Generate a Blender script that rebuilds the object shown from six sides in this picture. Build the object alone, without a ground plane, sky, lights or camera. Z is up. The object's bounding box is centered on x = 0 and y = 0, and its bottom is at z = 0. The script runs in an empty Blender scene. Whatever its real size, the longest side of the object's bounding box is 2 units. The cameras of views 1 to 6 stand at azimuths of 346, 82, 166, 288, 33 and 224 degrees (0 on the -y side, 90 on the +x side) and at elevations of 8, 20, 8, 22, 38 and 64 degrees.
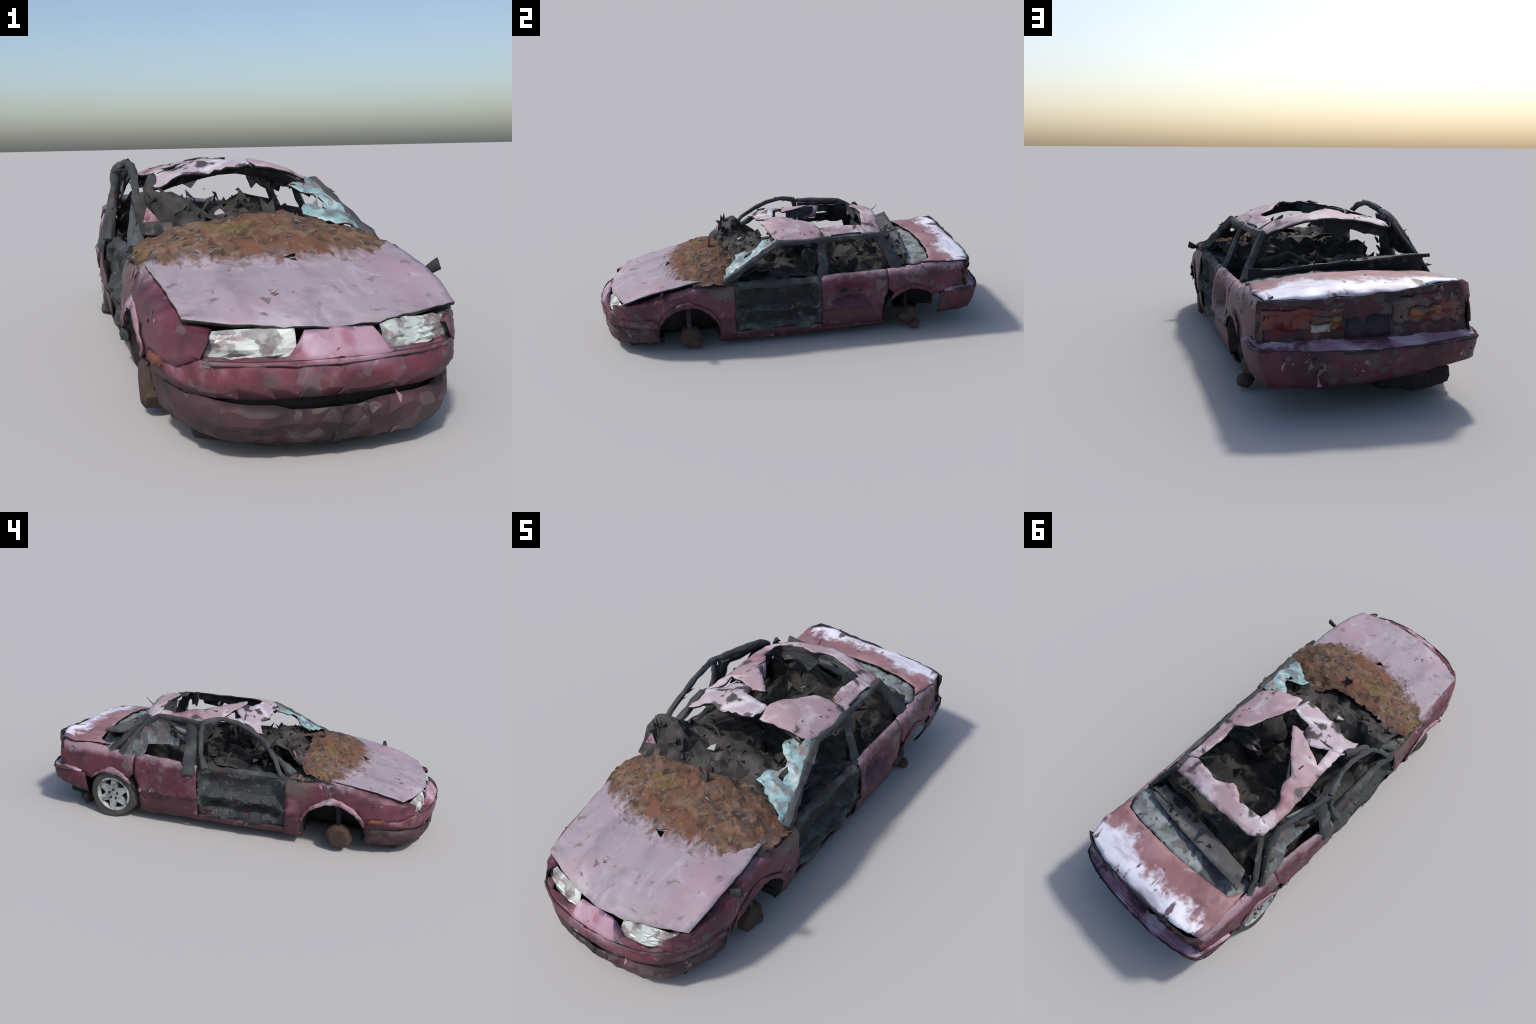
# Burnt-out, rusting saloon car: a wrecked shell with a torn roof, bare front
# door frames, a dirt heap over the bonnet and one wheel left on its axle.
import bpy, bmesh, math, random
from mathutils import Vector, Matrix, noise
from mathutils.geometry import delaunay_2d_cdt

random.seed(7)
PI = math.pi


# ----------------------------------------------------------------- utilities
def table(points, t):
    """Smooth interpolation through (t, value) control points."""
    if t <= points[0][0]:
        return points[0][1]
    for (a, va), (b, vb) in zip(points, points[1:]):
        if t <= b:
            return va + (vb - va) * (t - a) / (b - a)
    return points[-1][1]


def smooth(a, b, t):
    t = min(1.0, max(0.0, (t - a) / (b - a)))
    return t * t * (3 - 2 * t)


def fnoise(p, scale, seed=0.0):
    return noise.noise(Vector((p[0] * scale + seed, p[1] * scale - seed * 1.7, p[2] * scale + seed * .6)))


def inside(poly, x, y):
    hit = False
    n = len(poly)
    for i in range(n):
        x1, y1 = poly[i]
        x2, y2 = poly[(i + 1) % n]
        if (y1 > y) != (y2 > y) and x < (x2 - x1) * (y - y1) / (y2 - y1) + x1:
            hit = not hit
    return hit


def edge_distance(poly, x, y):
    best = 9.0
    n = len(poly)
    for i in range(n):
        x1, y1 = poly[i]
        x2, y2 = poly[(i + 1) % n]
        dx, dy = x2 - x1, y2 - y1
        l2 = dx * dx + dy * dy
        t = 0 if l2 == 0 else max(0, min(1, ((x - x1) * dx + (y - y1) * dy) / l2))
        best = min(best, math.hypot(x - x1 - t * dx, y - y1 - t * dy))
    return best


def resample(poly, step, jag, rng):
    out = []
    n = len(poly)
    for i in range(n):
        x1, y1 = poly[i]
        x2, y2 = poly[(i + 1) % n]
        l = math.hypot(x2 - x1, y2 - y1)
        k = max(1, round(l / step))
        for j in range(k):
            t = j / k
            off = rng.uniform(-jag, jag) if j else rng.uniform(-jag, jag) * .4
            nx, ny = (-(y2 - y1) / l, (x2 - x1) / l) if l else (0, 0)
            out.append((x1 + (x2 - x1) * t + nx * off, y1 + (y2 - y1) * t + ny * off))
    return out


def arc(cx, cy, r, a0, a1, n, ry=None):
    ry = ry or r
    return [(cx + r * math.cos(a0 + (a1 - a0) * i / n), cy + ry * math.sin(a0 + (a1 - a0) * i / n)) for i in range(n + 1)]


# ----------------------------------------------------------------- hierarchy
car = bpy.data.objects.new("burnt_car", None)
bpy.context.scene.collection.objects.link(car)
car["label"] = "burnt-out maroon saloon car wreck with torn roof and dirt heap"
car["category"] = "wrecked car"


def link(name, mesh, mats, parent=None, kind=None):
    ob = bpy.data.objects.new(name, mesh)
    bpy.context.scene.collection.objects.link(ob)
    ob.parent = parent or car
    for m in mats if isinstance(mats, (list, tuple)) else [mats]:
        mesh.materials.append(m)
    if kind:
        ob["kind"] = kind
    return ob


def finish(bm, name, mats, angle=35, flat=False, parent=None, kind=None):
    me = bpy.data.meshes.new(name)
    bm.to_mesh(me)
    bm.free()
    for p in me.polygons:
        p.use_smooth = not flat
    if not flat:
        me.set_sharp_from_angle(angle=math.radians(angle))
    return link(name, me, mats, parent, kind)


FLAKE_SITES = {}


def sheet(name, outline, place, mats, step=.02, jag=0.0, rough=.002, freq=14, spike=0.0, thick=.006,
          holes=(), up=(0, 0, 1), angle=35, flat=False, seed=1, parent=None, flakes=0, kind=None, inner_step=None, relief=None):
    """A crumpled sheet-metal panel: a 2D outline filled with irregular
    triangles, laid on the surface place(a, b) and given thickness."""
    rng = random.Random(seed)
    rings = [resample(outline, step, jag, rng)] + [resample(h, step, jag * .5, rng) for h in holes]
    pts, edges = [], []
    for ring in rings:
        base = len(pts)
        pts += ring
        edges += [(base + i, base + (i + 1) % len(ring)) for i in range(len(ring))]
    xs, ys = [p[0] for p in rings[0]], [p[1] for p in rings[0]]
    gap = inner_step or step
    y = min(ys)
    row = 0
    while y < max(ys):
        x = min(xs) + (row % 2) * gap * .5
        while x < max(xs):
            px, py = x + rng.uniform(-.33, .33) * gap, y + rng.uniform(-.33, .33) * gap
            if inside(rings[0], px, py) and all(not inside(h, px, py) for h in rings[1:]) and all(edge_distance(h, px, py) > gap * .45 for h in rings):
                pts.append((px, py))
            x += gap
        y += gap * .87
        row += 1
    res = delaunay_2d_cdt([Vector(p) for p in pts], edges, [], 0, 1e-6)
    v2, faces = res[0], res[2]
    bm = bmesh.new()
    verts = []
    e = .004
    for v in v2:
        p = Vector(place(v[0], v[1]))
        n = (Vector(place(v[0] + e, v[1])) - p).cross(Vector(place(v[0], v[1] + e)) - p)
        n = n.normalized() if n.length > 1e-9 else Vector(up)
        ns = seed if relief is None else relief
        d = rough * (fnoise(p, freq, ns) + .5 * fnoise(p, freq * 2.3, ns + 3))
        if spike:
            d += spike * rng.choice((0, 0, 0, 0, 1, -1)) * rng.random()
        verts.append(bm.verts.new(p + n * d))
    for f in faces:
        cx = sum(v2[i][0] for i in f) / 3
        cy = sum(v2[i][1] for i in f) / 3
        if not inside(rings[0], cx, cy) or any(inside(h, cx, cy) for h in rings[1:]):
            continue
        try:
            bm.faces.new([verts[i] for i in f])
        except ValueError:
            pass
    bmesh.ops.delete(bm, geom=[v for v in bm.verts if not v.link_faces], context='VERTS')
    bm.normal_update()
    total = Vector((0, 0, 0))
    for f in bm.faces:
        total += f.normal * f.calc_area()
    if total.dot(Vector(up)) < 0:
        bmesh.ops.reverse_faces(bm, faces=bm.faces[:])
        bm.normal_update()
    if flakes:
        FLAKE_SITES.setdefault(name, []).append(([(tuple(v.co.copy() for v in f.verts), f.normal.copy(), f.calc_area()) for f in bm.faces], flakes))
    ob = finish(bm, name, mats, angle, flat, parent, kind)
    if thick:
        m = ob.modifiers.new("thickness", 'SOLIDIFY')
        m.thickness = thick
        m.offset = -1
        if len(ob.data.materials) > 1:
            m.material_offset = 1
            m.material_offset_rim = 1
    return ob


def tube(name, path, radii, mat, sides=8, rough=.0, seed=1, step=.03, parent=None, angle=40, flat_ratio=1.0, side=(1, 0, 0), kind=None):
    """A bent bar or rolled frame section along a path; radii per control point."""
    rng = random.Random(seed)
    P, R = [], []
    if not isinstance(radii, (list, tuple)):
        radii = [radii] * len(path)
    for i in range(len(path) - 1):
        a, b = Vector(path[i]), Vector(path[i + 1])
        k = max(1, round((b - a).length / step))
        for j in range(k):
            P.append(a.lerp(b, j / k))
            R.append(radii[i] + (radii[i + 1] - radii[i]) * j / k)
    P.append(Vector(path[-1]))
    R.append(radii[-1])
    if name in ("windscreen_pillar", "rear_pillar", "centre_pillar", "roof_side_frame", "door_window_frame", "door_belt_rail", "door_beam"):
        rough += .12
        tatter(path, 9, .024, rng)
    bm = bmesh.new()
    rings = []
    for i, p in enumerate(P):
        d = (P[min(i + 1, len(P) - 1)] - P[max(i - 1, 0)]).normalized()
        s = Vector(side)
        s = (s - d * s.dot(d)).normalized()
        t = d.cross(s)
        ring = []
        for k in range(sides):
            a = 2 * PI * k / sides
            r = R[i] * (1 + rough * rng.uniform(-1, 1))
            ring.append(bm.verts.new(p + s * math.cos(a) * r + t * math.sin(a) * r * flat_ratio))
        rings.append(ring)
    for a, b in zip(rings, rings[1:]):
        for k in range(sides):
            bm.faces.new((a[k], a[(k + 1) % sides], b[(k + 1) % sides], b[k]))
    bm.faces.new(rings[0][::-1])
    bm.faces.new(rings[-1])
    bmesh.ops.recalc_face_normals(bm, faces=bm.faces[:])
    return finish(bm, name, mat, angle, parent=parent, kind=kind)


TATTERS = []


def tatter(path, n, size, rng):
    """Scraps of torn skin clinging to a bar."""
    for _ in range(n):
        i = rng.randrange(len(path) - 1)
        p = Vector(path[i]).lerp(Vector(path[i + 1]), rng.random())
        p += Vector((rng.uniform(-1, 1), rng.uniform(-1, 1), rng.uniform(-1.2, .5))) * .014
        TATTERS.append((p, (rng.uniform(-1, 1), rng.uniform(-.5, .5), rng.uniform(-.5, .5)), rng.uniform(.4, 1) * size))


def lump(name, centre, size, mat, seed=1, sub=3, rough=.15, freq=2.5, flat=False, parent=None, boxy=0.0, angle=35):
    """A battered rounded block."""
    bm = bmesh.new()
    bmesh.ops.create_icosphere(bm, subdivisions=sub, radius=1)
    for v in bm.verts:
        n = v.co.normalized()
        if boxy:
            m = max(abs(n.x), abs(n.y), abs(n.z))
            n = n.lerp(n / m, boxy)
        k = 1 + rough * (fnoise(n, freq, seed * 3.1) + .5 * fnoise(n, freq * 2.5, seed))
        v.co = Vector((centre[0] + n.x * size[0] * k, centre[1] + n.y * size[1] * k, centre[2] + n.z * size[2] * k))
    return finish(bm, name, mat, angle, flat, parent)


def shards(name, sites, mat, seed=1, parent=None, thick=.0012):
    """Many loose three-cornered scraps: list of (centre, normal, size)."""
    rng = random.Random(seed)
    bm = bmesh.new()
    for c, n, s in sites:
        n = Vector(n).normalized()
        t = n.orthogonal().normalized()
        b = n.cross(t)
        a0 = rng.uniform(0, 2 * PI)
        vs = []
        for k in range(3):
            a = a0 + k * 2.09 + rng.uniform(-.75, .75)
            r = s * rng.uniform(.45, 1.25)
            vs.append(Vector(c) + t * math.cos(a) * r + b * math.sin(a) * r)
        low = [bm.verts.new(v - n * thick) for v in vs]
        top = [bm.verts.new(v) for v in vs]
        bm.faces.new(top)
        bm.faces.new(low[::-1])
        for k in range(3):
            bm.faces.new((low[k], low[(k + 1) % 3], top[(k + 1) % 3], top[k]))
    bmesh.ops.recalc_face_normals(bm, faces=bm.faces[:])
    return finish(bm, name, mat, flat=True, kind="stuff", parent=parent)


# ----------------------------------------------------------------- materials
def nodes_for(name):
    m = bpy.data.materials.new(name)
    m.use_nodes = True
    nt = m.node_tree
    bsdf = nt.nodes["Principled BSDF"]
    return m, nt, bsdf


def N(nt, kind, **kw):
    n = nt.nodes.new(kind)
    for k, v in kw.items():
        setattr(n, k, v)
    return n


def rgba(c):
    return (c[0], c[1], c[2], 1)


def tex_noise(nt, scale, detail=4, rough=.55, distort=0.0, stretch=(1, 1, 1), shift=(0, 0, 0)):
    co = N(nt, "ShaderNodeTexCoord")
    mp = N(nt, "ShaderNodeMapping")
    mp.inputs["Scale"].default_value = stretch
    mp.inputs["Location"].default_value = shift
    nt.links.new(co.outputs["Object"], mp.inputs[0])
    t = N(nt, "ShaderNodeTexNoise")
    t.inputs["Scale"].default_value = scale
    t.inputs["Detail"].default_value = detail
    t.inputs["Roughness"].default_value = rough
    t.inputs["Distortion"].default_value = distort
    nt.links.new(mp.outputs[0], t.inputs["Vector"])
    return t.outputs["Fac"]


def ramp(nt, fac, a, b):
    r = N(nt, "ShaderNodeMapRange", interpolation_type='SMOOTHSTEP')
    r.inputs["From Min"].default_value = a
    r.inputs["From Max"].default_value = b
    nt.links.new(fac, r.inputs["Value"])
    return r.outputs["Result"]


def mix(nt, fac, a, b):
    m = N(nt, "ShaderNodeMix", data_type='RGBA')
    if isinstance(fac, (int, float)):
        m.inputs[0].default_value = fac
    else:
        nt.links.new(fac, m.inputs[0])
    for i, c in ((6, a), (7, b)):
        if isinstance(c, tuple):
            m.inputs[i].default_value = rgba(c)
        else:
            nt.links.new(c, m.inputs[i])
    return m.outputs[2]


def math_node(nt, op, a, b=None, c=None):
    m = N(nt, "ShaderNodeMath", operation=op)
    for i, v in enumerate((a, b, c)):
        if v is None:
            continue
        if isinstance(v, (int, float)):
            m.inputs[i].default_value = v
        else:
            nt.links.new(v, m.inputs[i])
    return m.outputs[0]


def position(nt):
    co = N(nt, "ShaderNodeTexCoord")
    sp = N(nt, "ShaderNodeSeparateXYZ")
    nt.links.new(co.outputs["Object"], sp.inputs[0])
    return sp.outputs


def bump(nt, bsdf, fac, strength=.3, dist=.004):
    b = N(nt, "ShaderNodeBump")
    b.inputs["Strength"].default_value = strength
    b.inputs["Distance"].default_value = dist
    nt.links.new(fac, b.inputs["Height"])
    nt.links.new(b.outputs[0], bsdf.inputs["Normal"])


def facets(nt, col, colour, scale, share, shift=0.0):
    """Angular patches of bare metal where the paint has scaled off."""
    co = N(nt, "ShaderNodeTexCoord")
    mp = N(nt, "ShaderNodeMapping")
    mp.inputs["Location"].default_value = (shift, shift * .7, shift * 1.3)
    nt.links.new(co.outputs["Object"], mp.inputs[0])
    v = N(nt, "ShaderNodeTexVoronoi")
    v.inputs["Scale"].default_value = scale
    nt.links.new(mp.outputs[0], v.inputs["Vector"])
    sp = N(nt, "ShaderNodeSeparateColor")
    nt.links.new(v.outputs["Color"], sp.inputs[0])
    patchy = ramp(nt, tex_noise(nt, 5, 2, shift=(shift, 0, 0)), .42, .62)
    f = math_node(nt, 'LESS_THAN', sp.outputs[0], math_node(nt, 'MULTIPLY', patchy, share))
    tone = mix(nt, sp.outputs[1], colour, tuple(c * .55 for c in colour))
    return mix(nt, math_node(nt, 'MULTIPLY', f, .62), col, tone)


def layered(nt, layers):
    col = layers[0]
    for i, l in enumerate(layers[1:]):
        fac = tex_noise(nt, l[1], stretch=l[4] if len(l) > 4 else (1, 1, 1), shift=(i * 3.3, i * 1.7, i), distort=.4)
        col = mix(nt, ramp(nt, fac, l[2], l[3]), col, l[0])
    return col


def blotched(name, layers, rough=.75, bump_scale=40, bump_strength=.25, metallic=0.0, extra=None, spec=.25, scale_off=None):
    """Base colour plus noise-masked layers: (colour, scale, low, high[, stretch])."""
    m, nt, bsdf = nodes_for(name)
    col = layered(nt, layers)
    if extra:
        col = extra(nt, col)
    if scale_off:
        col = facets(nt, col, *scale_off)
        col = facets(nt, col, scale_off[0], scale_off[1] * 1.9, scale_off[2], 4.0)
    nt.links.new(col, bsdf.inputs["Base Color"])
    bsdf.inputs["Roughness"].default_value = rough
    bsdf.inputs["Metallic"].default_value = metallic
    bsdf.inputs["Specular IOR Level"].default_value = spec
    bump(nt, bsdf, tex_noise(nt, bump_scale, 5, .6), bump_strength)
    return m


MAROON = (.110, .027, .045)
PINK = (.178, .071, .103)
PALE = (.345, .235, .28)
CHAR = (.018, .018, .020)
CHAR2 = (.042, .040, .040)
GREY = (.14, .115, .12)


def banded_tones(nt, col):
    # darker band below the moulding line, pale pink band along the shoulder
    p = position(nt)
    n = tex_noise(nt, 11, 5, .65)
    z = math_node(nt, 'ADD', p[2], math_node(nt, 'MULTIPLY', math_node(nt, 'SUBTRACT', n, .5), .09))
    col = mix(nt, math_node(nt, 'MULTIPLY', ramp(nt, z, .185, .155), .65), col, (.060, .024, .029))
    col = mix(nt, math_node(nt, 'MULTIPLY', ramp(nt, z, .310, .352), .80), col, PALE)
    # scorched brown at the scuttle end of the fenders
    y = math_node(nt, 'ADD', p[1], math_node(nt, 'MULTIPLY', math_node(nt, 'SUBTRACT', n, .5), .20))
    f = math_node(nt, 'MULTIPLY', math_node(nt, 'MULTIPLY', ramp(nt, y, -.49, -.41), ramp(nt, p[1], -.20, -.29)), ramp(nt, z, .24, .30))
    return mix(nt, f, col, mix(nt, n, (.055, .038, .034), (.16, .115, .10)))


side_paint = blotched("maroon_paint", [MAROON, (PINK, 6, .46, .74), ((.062, .021, .031), 8, .46, .66), ((.12, .07, .08), 26, .56, .74)],
                      rough=.5, extra=banded_tones, spec=.35, scale_off=(GREY, 21, .13))


def nose_extra(nt, col):
    # bleached pink at the middle of the nose
    p = position(nt)
    ax = math_node(nt, 'ABSOLUTE', p[0])
    n = tex_noise(nt, 12)
    f = math_node(nt, 'MULTIPLY', ramp(nt, math_node(nt, 'ADD', ax, math_node(nt, 'MULTIPLY', n, .1)), .22, .10), ramp(nt, math_node(nt, 'ADD', p[2], math_node(nt, 'MULTIPLY', n, .05)), .205, .25))
    return mix(nt, f, banded_tones(nt, col), layered(nt, [(.34, .22, .285), ((.43, .32, .39), 9, .46, .64), ((.25, .10, .14), 7, .50, .66)]))


nose_paint = blotched("nose_paint", [(.145, .034, .054), ((.235, .090, .125), 7, .44, .70), ((.070, .028, .036), 9, .46, .68), ((.16, .10, .11), 20, .58, .72)],
                      rough=.55, extra=nose_extra, spec=.35, scale_off=(GREY, 24, .30))
lip_paint = blotched("sooty_lip_paint", [(.056, .029, .034), ((.095, .052, .060), 8, .48, .72), ((.028, .021, .023), 9, .44, .66)], rough=.6, scale_off=((.11, .085, .085), 18, .35))
HOOD_LAYERS = [(.285, .242, .280), ((.335, .275, .320), 5, .42, .68), ((.225, .188, .222), 8, .48, .70), ((.325, .220, .268), 3.5, .52, .74), ((.37, .325, .370), 12, .56, .74, (1, .5, 1)), ((.17, .135, .15), 30, .60, .72)]
hood_paint = blotched("bleached_hood_paint", HOOD_LAYERS, rough=.55, spec=.3)
roof_paint = blotched("scorched_roof_paint", [(.36, .255, .283), ((.52, .45, .49), 7, .44, .62), ((.26, .135, .16), 5, .50, .70), ((.075, .060, .066), 11, .57, .655), ((.25, .34, .36), 9, .66, .78)],
                      rough=.55, spec=.3)
roof_front_paint = blotched("scorched_header_paint", [(.38, .31, .355), ((.52, .49, .53), 9, .46, .62), ((.06, .048, .052), 13, .54, .62), ((.22, .35, .37), 8, .58, .70)],
                            rough=.55, spec=.3)


def trunk_extra(nt, col):
    p = position(nt)
    n = tex_noise(nt, 9, 5, .6)
    y = math_node(nt, 'ADD', p[1], math_node(nt, 'MULTIPLY', math_node(nt, 'SUBTRACT', n, .5), .34))
    y = math_node(nt, 'ADD', y, math_node(nt, 'MULTIPLY', p[0], .05))
    f = ramp(nt, y, .785, .845)
    white = mix(nt, ramp(nt, math_node(nt, 'SUBTRACT', tex_noise(nt, 13, 4, stretch=(1.5, .7, 1)), math_node(nt, 'MULTIPLY', p[0], .16)), .57, .65), mix(nt, ramp(nt, tex_noise(nt, 6, 4, stretch=(.6, 2, 1)), .45, .62), (.70, .70, .79), (.46, .42, .50)), (.16, .10, .13))
    return mix(nt, f, col, white)


trunk_paint = blotched("ash_bleached_trunk_paint", [(.245, .118, .132), ((.31, .18, .195), 6, .42, .66), ((.155, .080, .092), 9, .48, .70), ((.36, .29, .31), 14, .60, .74)], rough=.5, extra=trunk_extra, spec=.35)
bumper_top_paint = blotched("faded_bumper_paint", [(.30, .17, .23), ((.48, .36, .44), 9, .45, .65), ((.10, .05, .07), 10, .48, .66)], rough=.6)
rear_paint = blotched("shade_darkened_maroon_paint", [(.10, .028, .042), ((.05, .020, .027), 8, .42, .66), ((.16, .06, .08), 14, .58, .75)], rough=.55, spec=.3, scale_off=((.10, .08, .085), 24, .25))  # maroon lowered to carry the shade on the sunless rear bumper
tail_paint = blotched("dark_tail_paint", [(.060, .018, .025), ((.13, .020, .024), 7, .5, .65), ((.025, .018, .021), 9, .44, .62)], rough=.55, spec=.3, scale_off=((.10, .085, .09), 22, .5))
char = blotched("charred_metal", [CHAR, (CHAR2, 9, .45, .7), ((.085, .080, .076), 20, .58, .75), ((.07, .095, .10), 7, .62, .8)], rough=.8)
frame_metal = blotched("burnt_frame_metal", [(.040, .044, .048), ((.085, .10, .105), 8, .45, .7), ((.06, .045, .045), 13, .55, .7), ((.14, .12, .125), 25, .62, .75)], rough=.75)
door_metal = blotched("burnt_door_metal", [(.040, .045, .048), ((.095, .11, .115), 7, .48, .7), ((.055, .035, .035), 10, .52, .7), ((.13, .16, .165), 12, .62, .75)], rough=.75)
ash_metal = blotched("grey_heap_metal", [(.060, .054, .052), ((.022, .021, .022), 8, .42, .62), ((.13, .115, .11), 14, .58, .74), ((.085, .058, .052), 6, .56, .7)], rough=.8)
seat_ash = blotched("burnt_seat", [(.045, .042, .039), ((.020, .020, .021), 8, .42, .62), ((.095, .086, .070), 14, .56, .74)], rough=.9)
teal = blotched("heat_stained_glass_frame", [(.22, .36, .38), ((.42, .52, .54), 7, .45, .66), ((.11, .19, .20), 10, .46, .66), ((.20, .16, .165), 14, .54, .64)], rough=.45, spec=.5, scale_off=((.22, .19, .195), 26, .35))
teal_dark = blotched("heat_stained_pillar", [(.12, .165, .175), ((.21, .27, .28), 8, .46, .66), ((.055, .055, .058), 10, .46, .64), ((.18, .11, .12), 22, .6, .72)], rough=.55, scale_off=((.15, .12, .12), 26, .6))
trough = blotched("window_gutter", [(.205, .230, .235), ((.31, .34, .355), 8, .46, .68), ((.085, .09, .09), 11, .46, .64), ((.13, .19, .175), 9, .58, .72), ((.05, .05, .05), 18, .60, .68)], rough=.65, scale_off=((.13, .115, .115), 26, .3))
shelf = blotched("burnt_shelf_metal", [(.085, .082, .082), ((.14, .14, .14), 8, .45, .68), ((.04, .042, .046), 11, .5, .7), ((.13, .11, .07), 13, .6, .75)], rough=.75)
lamp_glass = blotched("clouded_lamp_glass", [(.38, .43, .41), ((.52, .56, .54), 9, .42, .62), ((.20, .18, .18), 16, .50, .60), ((.33, .23, .25), 14, .60, .68)], rough=.3, scale_off=((.20, .17, .175), 30, .35), spec=.6)
amber = blotched("amber_lens", [(.20, .065, .025), ((.11, .035, .03), 14, .40, .62)], rough=.4)
red_lens = blotched("red_lens", [(.125, .014, .013), ((.055, .018, .018), 10, .42, .64), ((.18, .045, .015), 8, .56, .70)], rough=.35, spec=.5, scale_off=((.085, .07, .072), 24, .5))
amber_lens = blotched("sooty_amber_lens", [(.19, .075, .025), ((.065, .035, .025), 14, .45, .65)], rough=.35, spec=.5)
white_lens = blotched("shade_dimmed_white_lens", [(.33, .32, .30), ((.22, .16, .10), 18, .5, .7)], rough=.4)  # white toned down to grey, since the tail lamp sits in shadow
plate_mat = blotched("sooty_plate", [(.022, .020, .026), ((.04, .03, .035), 12, .5, .7)], rough=.6)
rust = blotched("rusty_iron", [(.055, .037, .030), ((.085, .057, .044), 16, .45, .7), ((.04, .03, .028), 12, .52, .7)], rough=.85)
rubber = blotched("burnt_rubber", [(.055, .052, .05), ((.095, .088, .08), 9, .45, .7), ((.12, .08, .065), 6, .6, .8)], rough=.9)
alloy = blotched("dull_wheel_cover", [(.31, .34, .335), ((.40, .42, .41), 18, .45, .7), ((.12, .12, .11), 20, .48, .64)], rough=.5, spec=.45)
under = blotched("underbody_soot", [(.018, .017, .018), ((.035, .03, .03), 9, .45, .7)], rough=.9)
flake_grey = blotched("bare_metal_flake", [(.115, .095, .098), ((.18, .145, .15), 45, .5, .6), ((.06, .055, .056), 38, .52, .6)], rough=.7)
flake_pink = blotched("curled_paint_flake", [(.27, .15, .19), ((.16, .08, .10), 40, .48, .58), ((.36, .28, .31), 33, .58, .65)], rough=.6)
pale_paint = blotched("bleached_pink_paint", [(.30, .18, .22), ((.40, .30, .34), 12, .48, .68), ((.14, .05, .07), 10, .44, .62)], rough=.55, scale_off=(GREY, 28, .3))
flake_dark = blotched("soot_chip", [(.012, .012, .013), ((.02, .018, .018), 20, .4, .6)], rough=.8)


def dirt_extra(nt, col):
    # scattered dirt thins out towards the front into the bleached paint
    p = position(nt)
    n = tex_noise(nt, 17, 7, .7, distort=.8, stretch=(1.6, .7, 1))
    x2 = math_node(nt, 'MULTIPLY', math_node(nt, 'MULTIPLY', p[0], p[0]), -.75)
    y = math_node(nt, 'ADD', math_node(nt, 'ADD', p[1], x2), math_node(nt, 'MULTIPLY', math_node(nt, 'SUBTRACT', n, .5), .22))
    f = ramp(nt, y, -.66, -.60)
    moss = math_node(nt, 'MULTIPLY', ramp(nt, tex_noise(nt, 14, 5), .52, .62),
                     math_node(nt, 'MULTIPLY', ramp(nt, p[0], .02, -.06), ramp(nt, math_node(nt, 'ABSOLUTE', math_node(nt, 'ADD', p[1], .47)), .09, .03)))
    col = mix(nt, math_node(nt, 'MULTIPLY', moss, .38), col, (.15, .130, .045))
    col = facets(nt, col, (.125, .096, .086), 30, .35)
    return mix(nt, f, layered(nt, HOOD_LAYERS), col)


dirt = blotched("leaf_litter_dirt", [(.122, .070, .048), ((.170, .106, .072), 22, .45, .62), ((.058, .039, .031), 24, .46, .62), ((.140, .068, .046), 7, .48, .68), ((.15, .12, .10), 40, .58, .66)],
                rough=.95, bump_scale=70, bump_strength=.6, extra=dirt_extra, spec=.1)

# ----------------------------------------------------------------- body form
# Plan outline by distance s: along the flanks s is simply y; ahead of the
# front arch it follows the curve of the nose to the centre line.
NOSE = [(.364, -.70), (.350, -.77), (.332, -.83), (.305, -.888), (.262, -.938), (.195, -.970), (.10, -.990), (0, -.997)]
NOSE_S = [-.70]
for a, b in zip(NOSE, NOSE[1:]):
    NOSE_S.append(NOSE_S[-1] - math.hypot(a[0] - b[0], a[1] - b[1]))
NOSE_END = NOSE_S[-1]
FLANK = [(-.70, .364), (-.6, .376), (-.5, .381), (-.3, .384), (0, .386), (.3, .388), (.55, .388), (.75, .380), (.86, .366), (.92, .350)]


def plan(s):
    """Point (x, y) and inward direction on the half outline."""
    if s >= -.70:
        x = table(FLANK, s)
        dx = (table(FLANK, s + .02) - table(FLANK, s - .02)) / .04
        n = Vector((-1, dx)).normalized()
        return Vector((x, s)), n
    pts = list(zip(NOSE_S, NOSE))[::-1]

    def at(q):
        q = max(q, NOSE_END)
        return Vector((table([(a, b[0]) for a, b in pts], q), table([(a, b[1]) for a, b in pts], q)))
    p = at(s)
    d = at(min(s + .03, -.66)) - at(s - .03)
    n = Vector((-d.y, d.x)).normalized()
    if n.dot(-p) < 0:
        n = -n
    return p, n


FLANK_INSET = [(.03, .040), (.06, .024), (.10, .013), (.160, .009), (.168, -.003), (.176, -.004), (.184, .002), (.22, -.001), (.27, .004)]
NOSE_INSET = [(.035, .040), (.055, .030), (.080, .013), (.112, .011), (.120, .022), (.134, .024), (.142, .008), (.16, .003), (.19, .001), (.215, .0), (.27, .012)]
SHOULDER_Z = [(-.93, .262), (-.88, .272), (-.77, .304), (-.615, .341), (-.5, .360), (-.32, .352), (-.1, .345), (.13, .342), (.5, .348), (.63, .358), (.75, .370), (.92, .368)]
SHOULDER_W = [(-.93, .035), (-.77, .060), (-.6, .055), (-.5, .055), (-.3, .045), (.5, .045), (.92, .035)]
KNEE, ROLL = .262, .10


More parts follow.
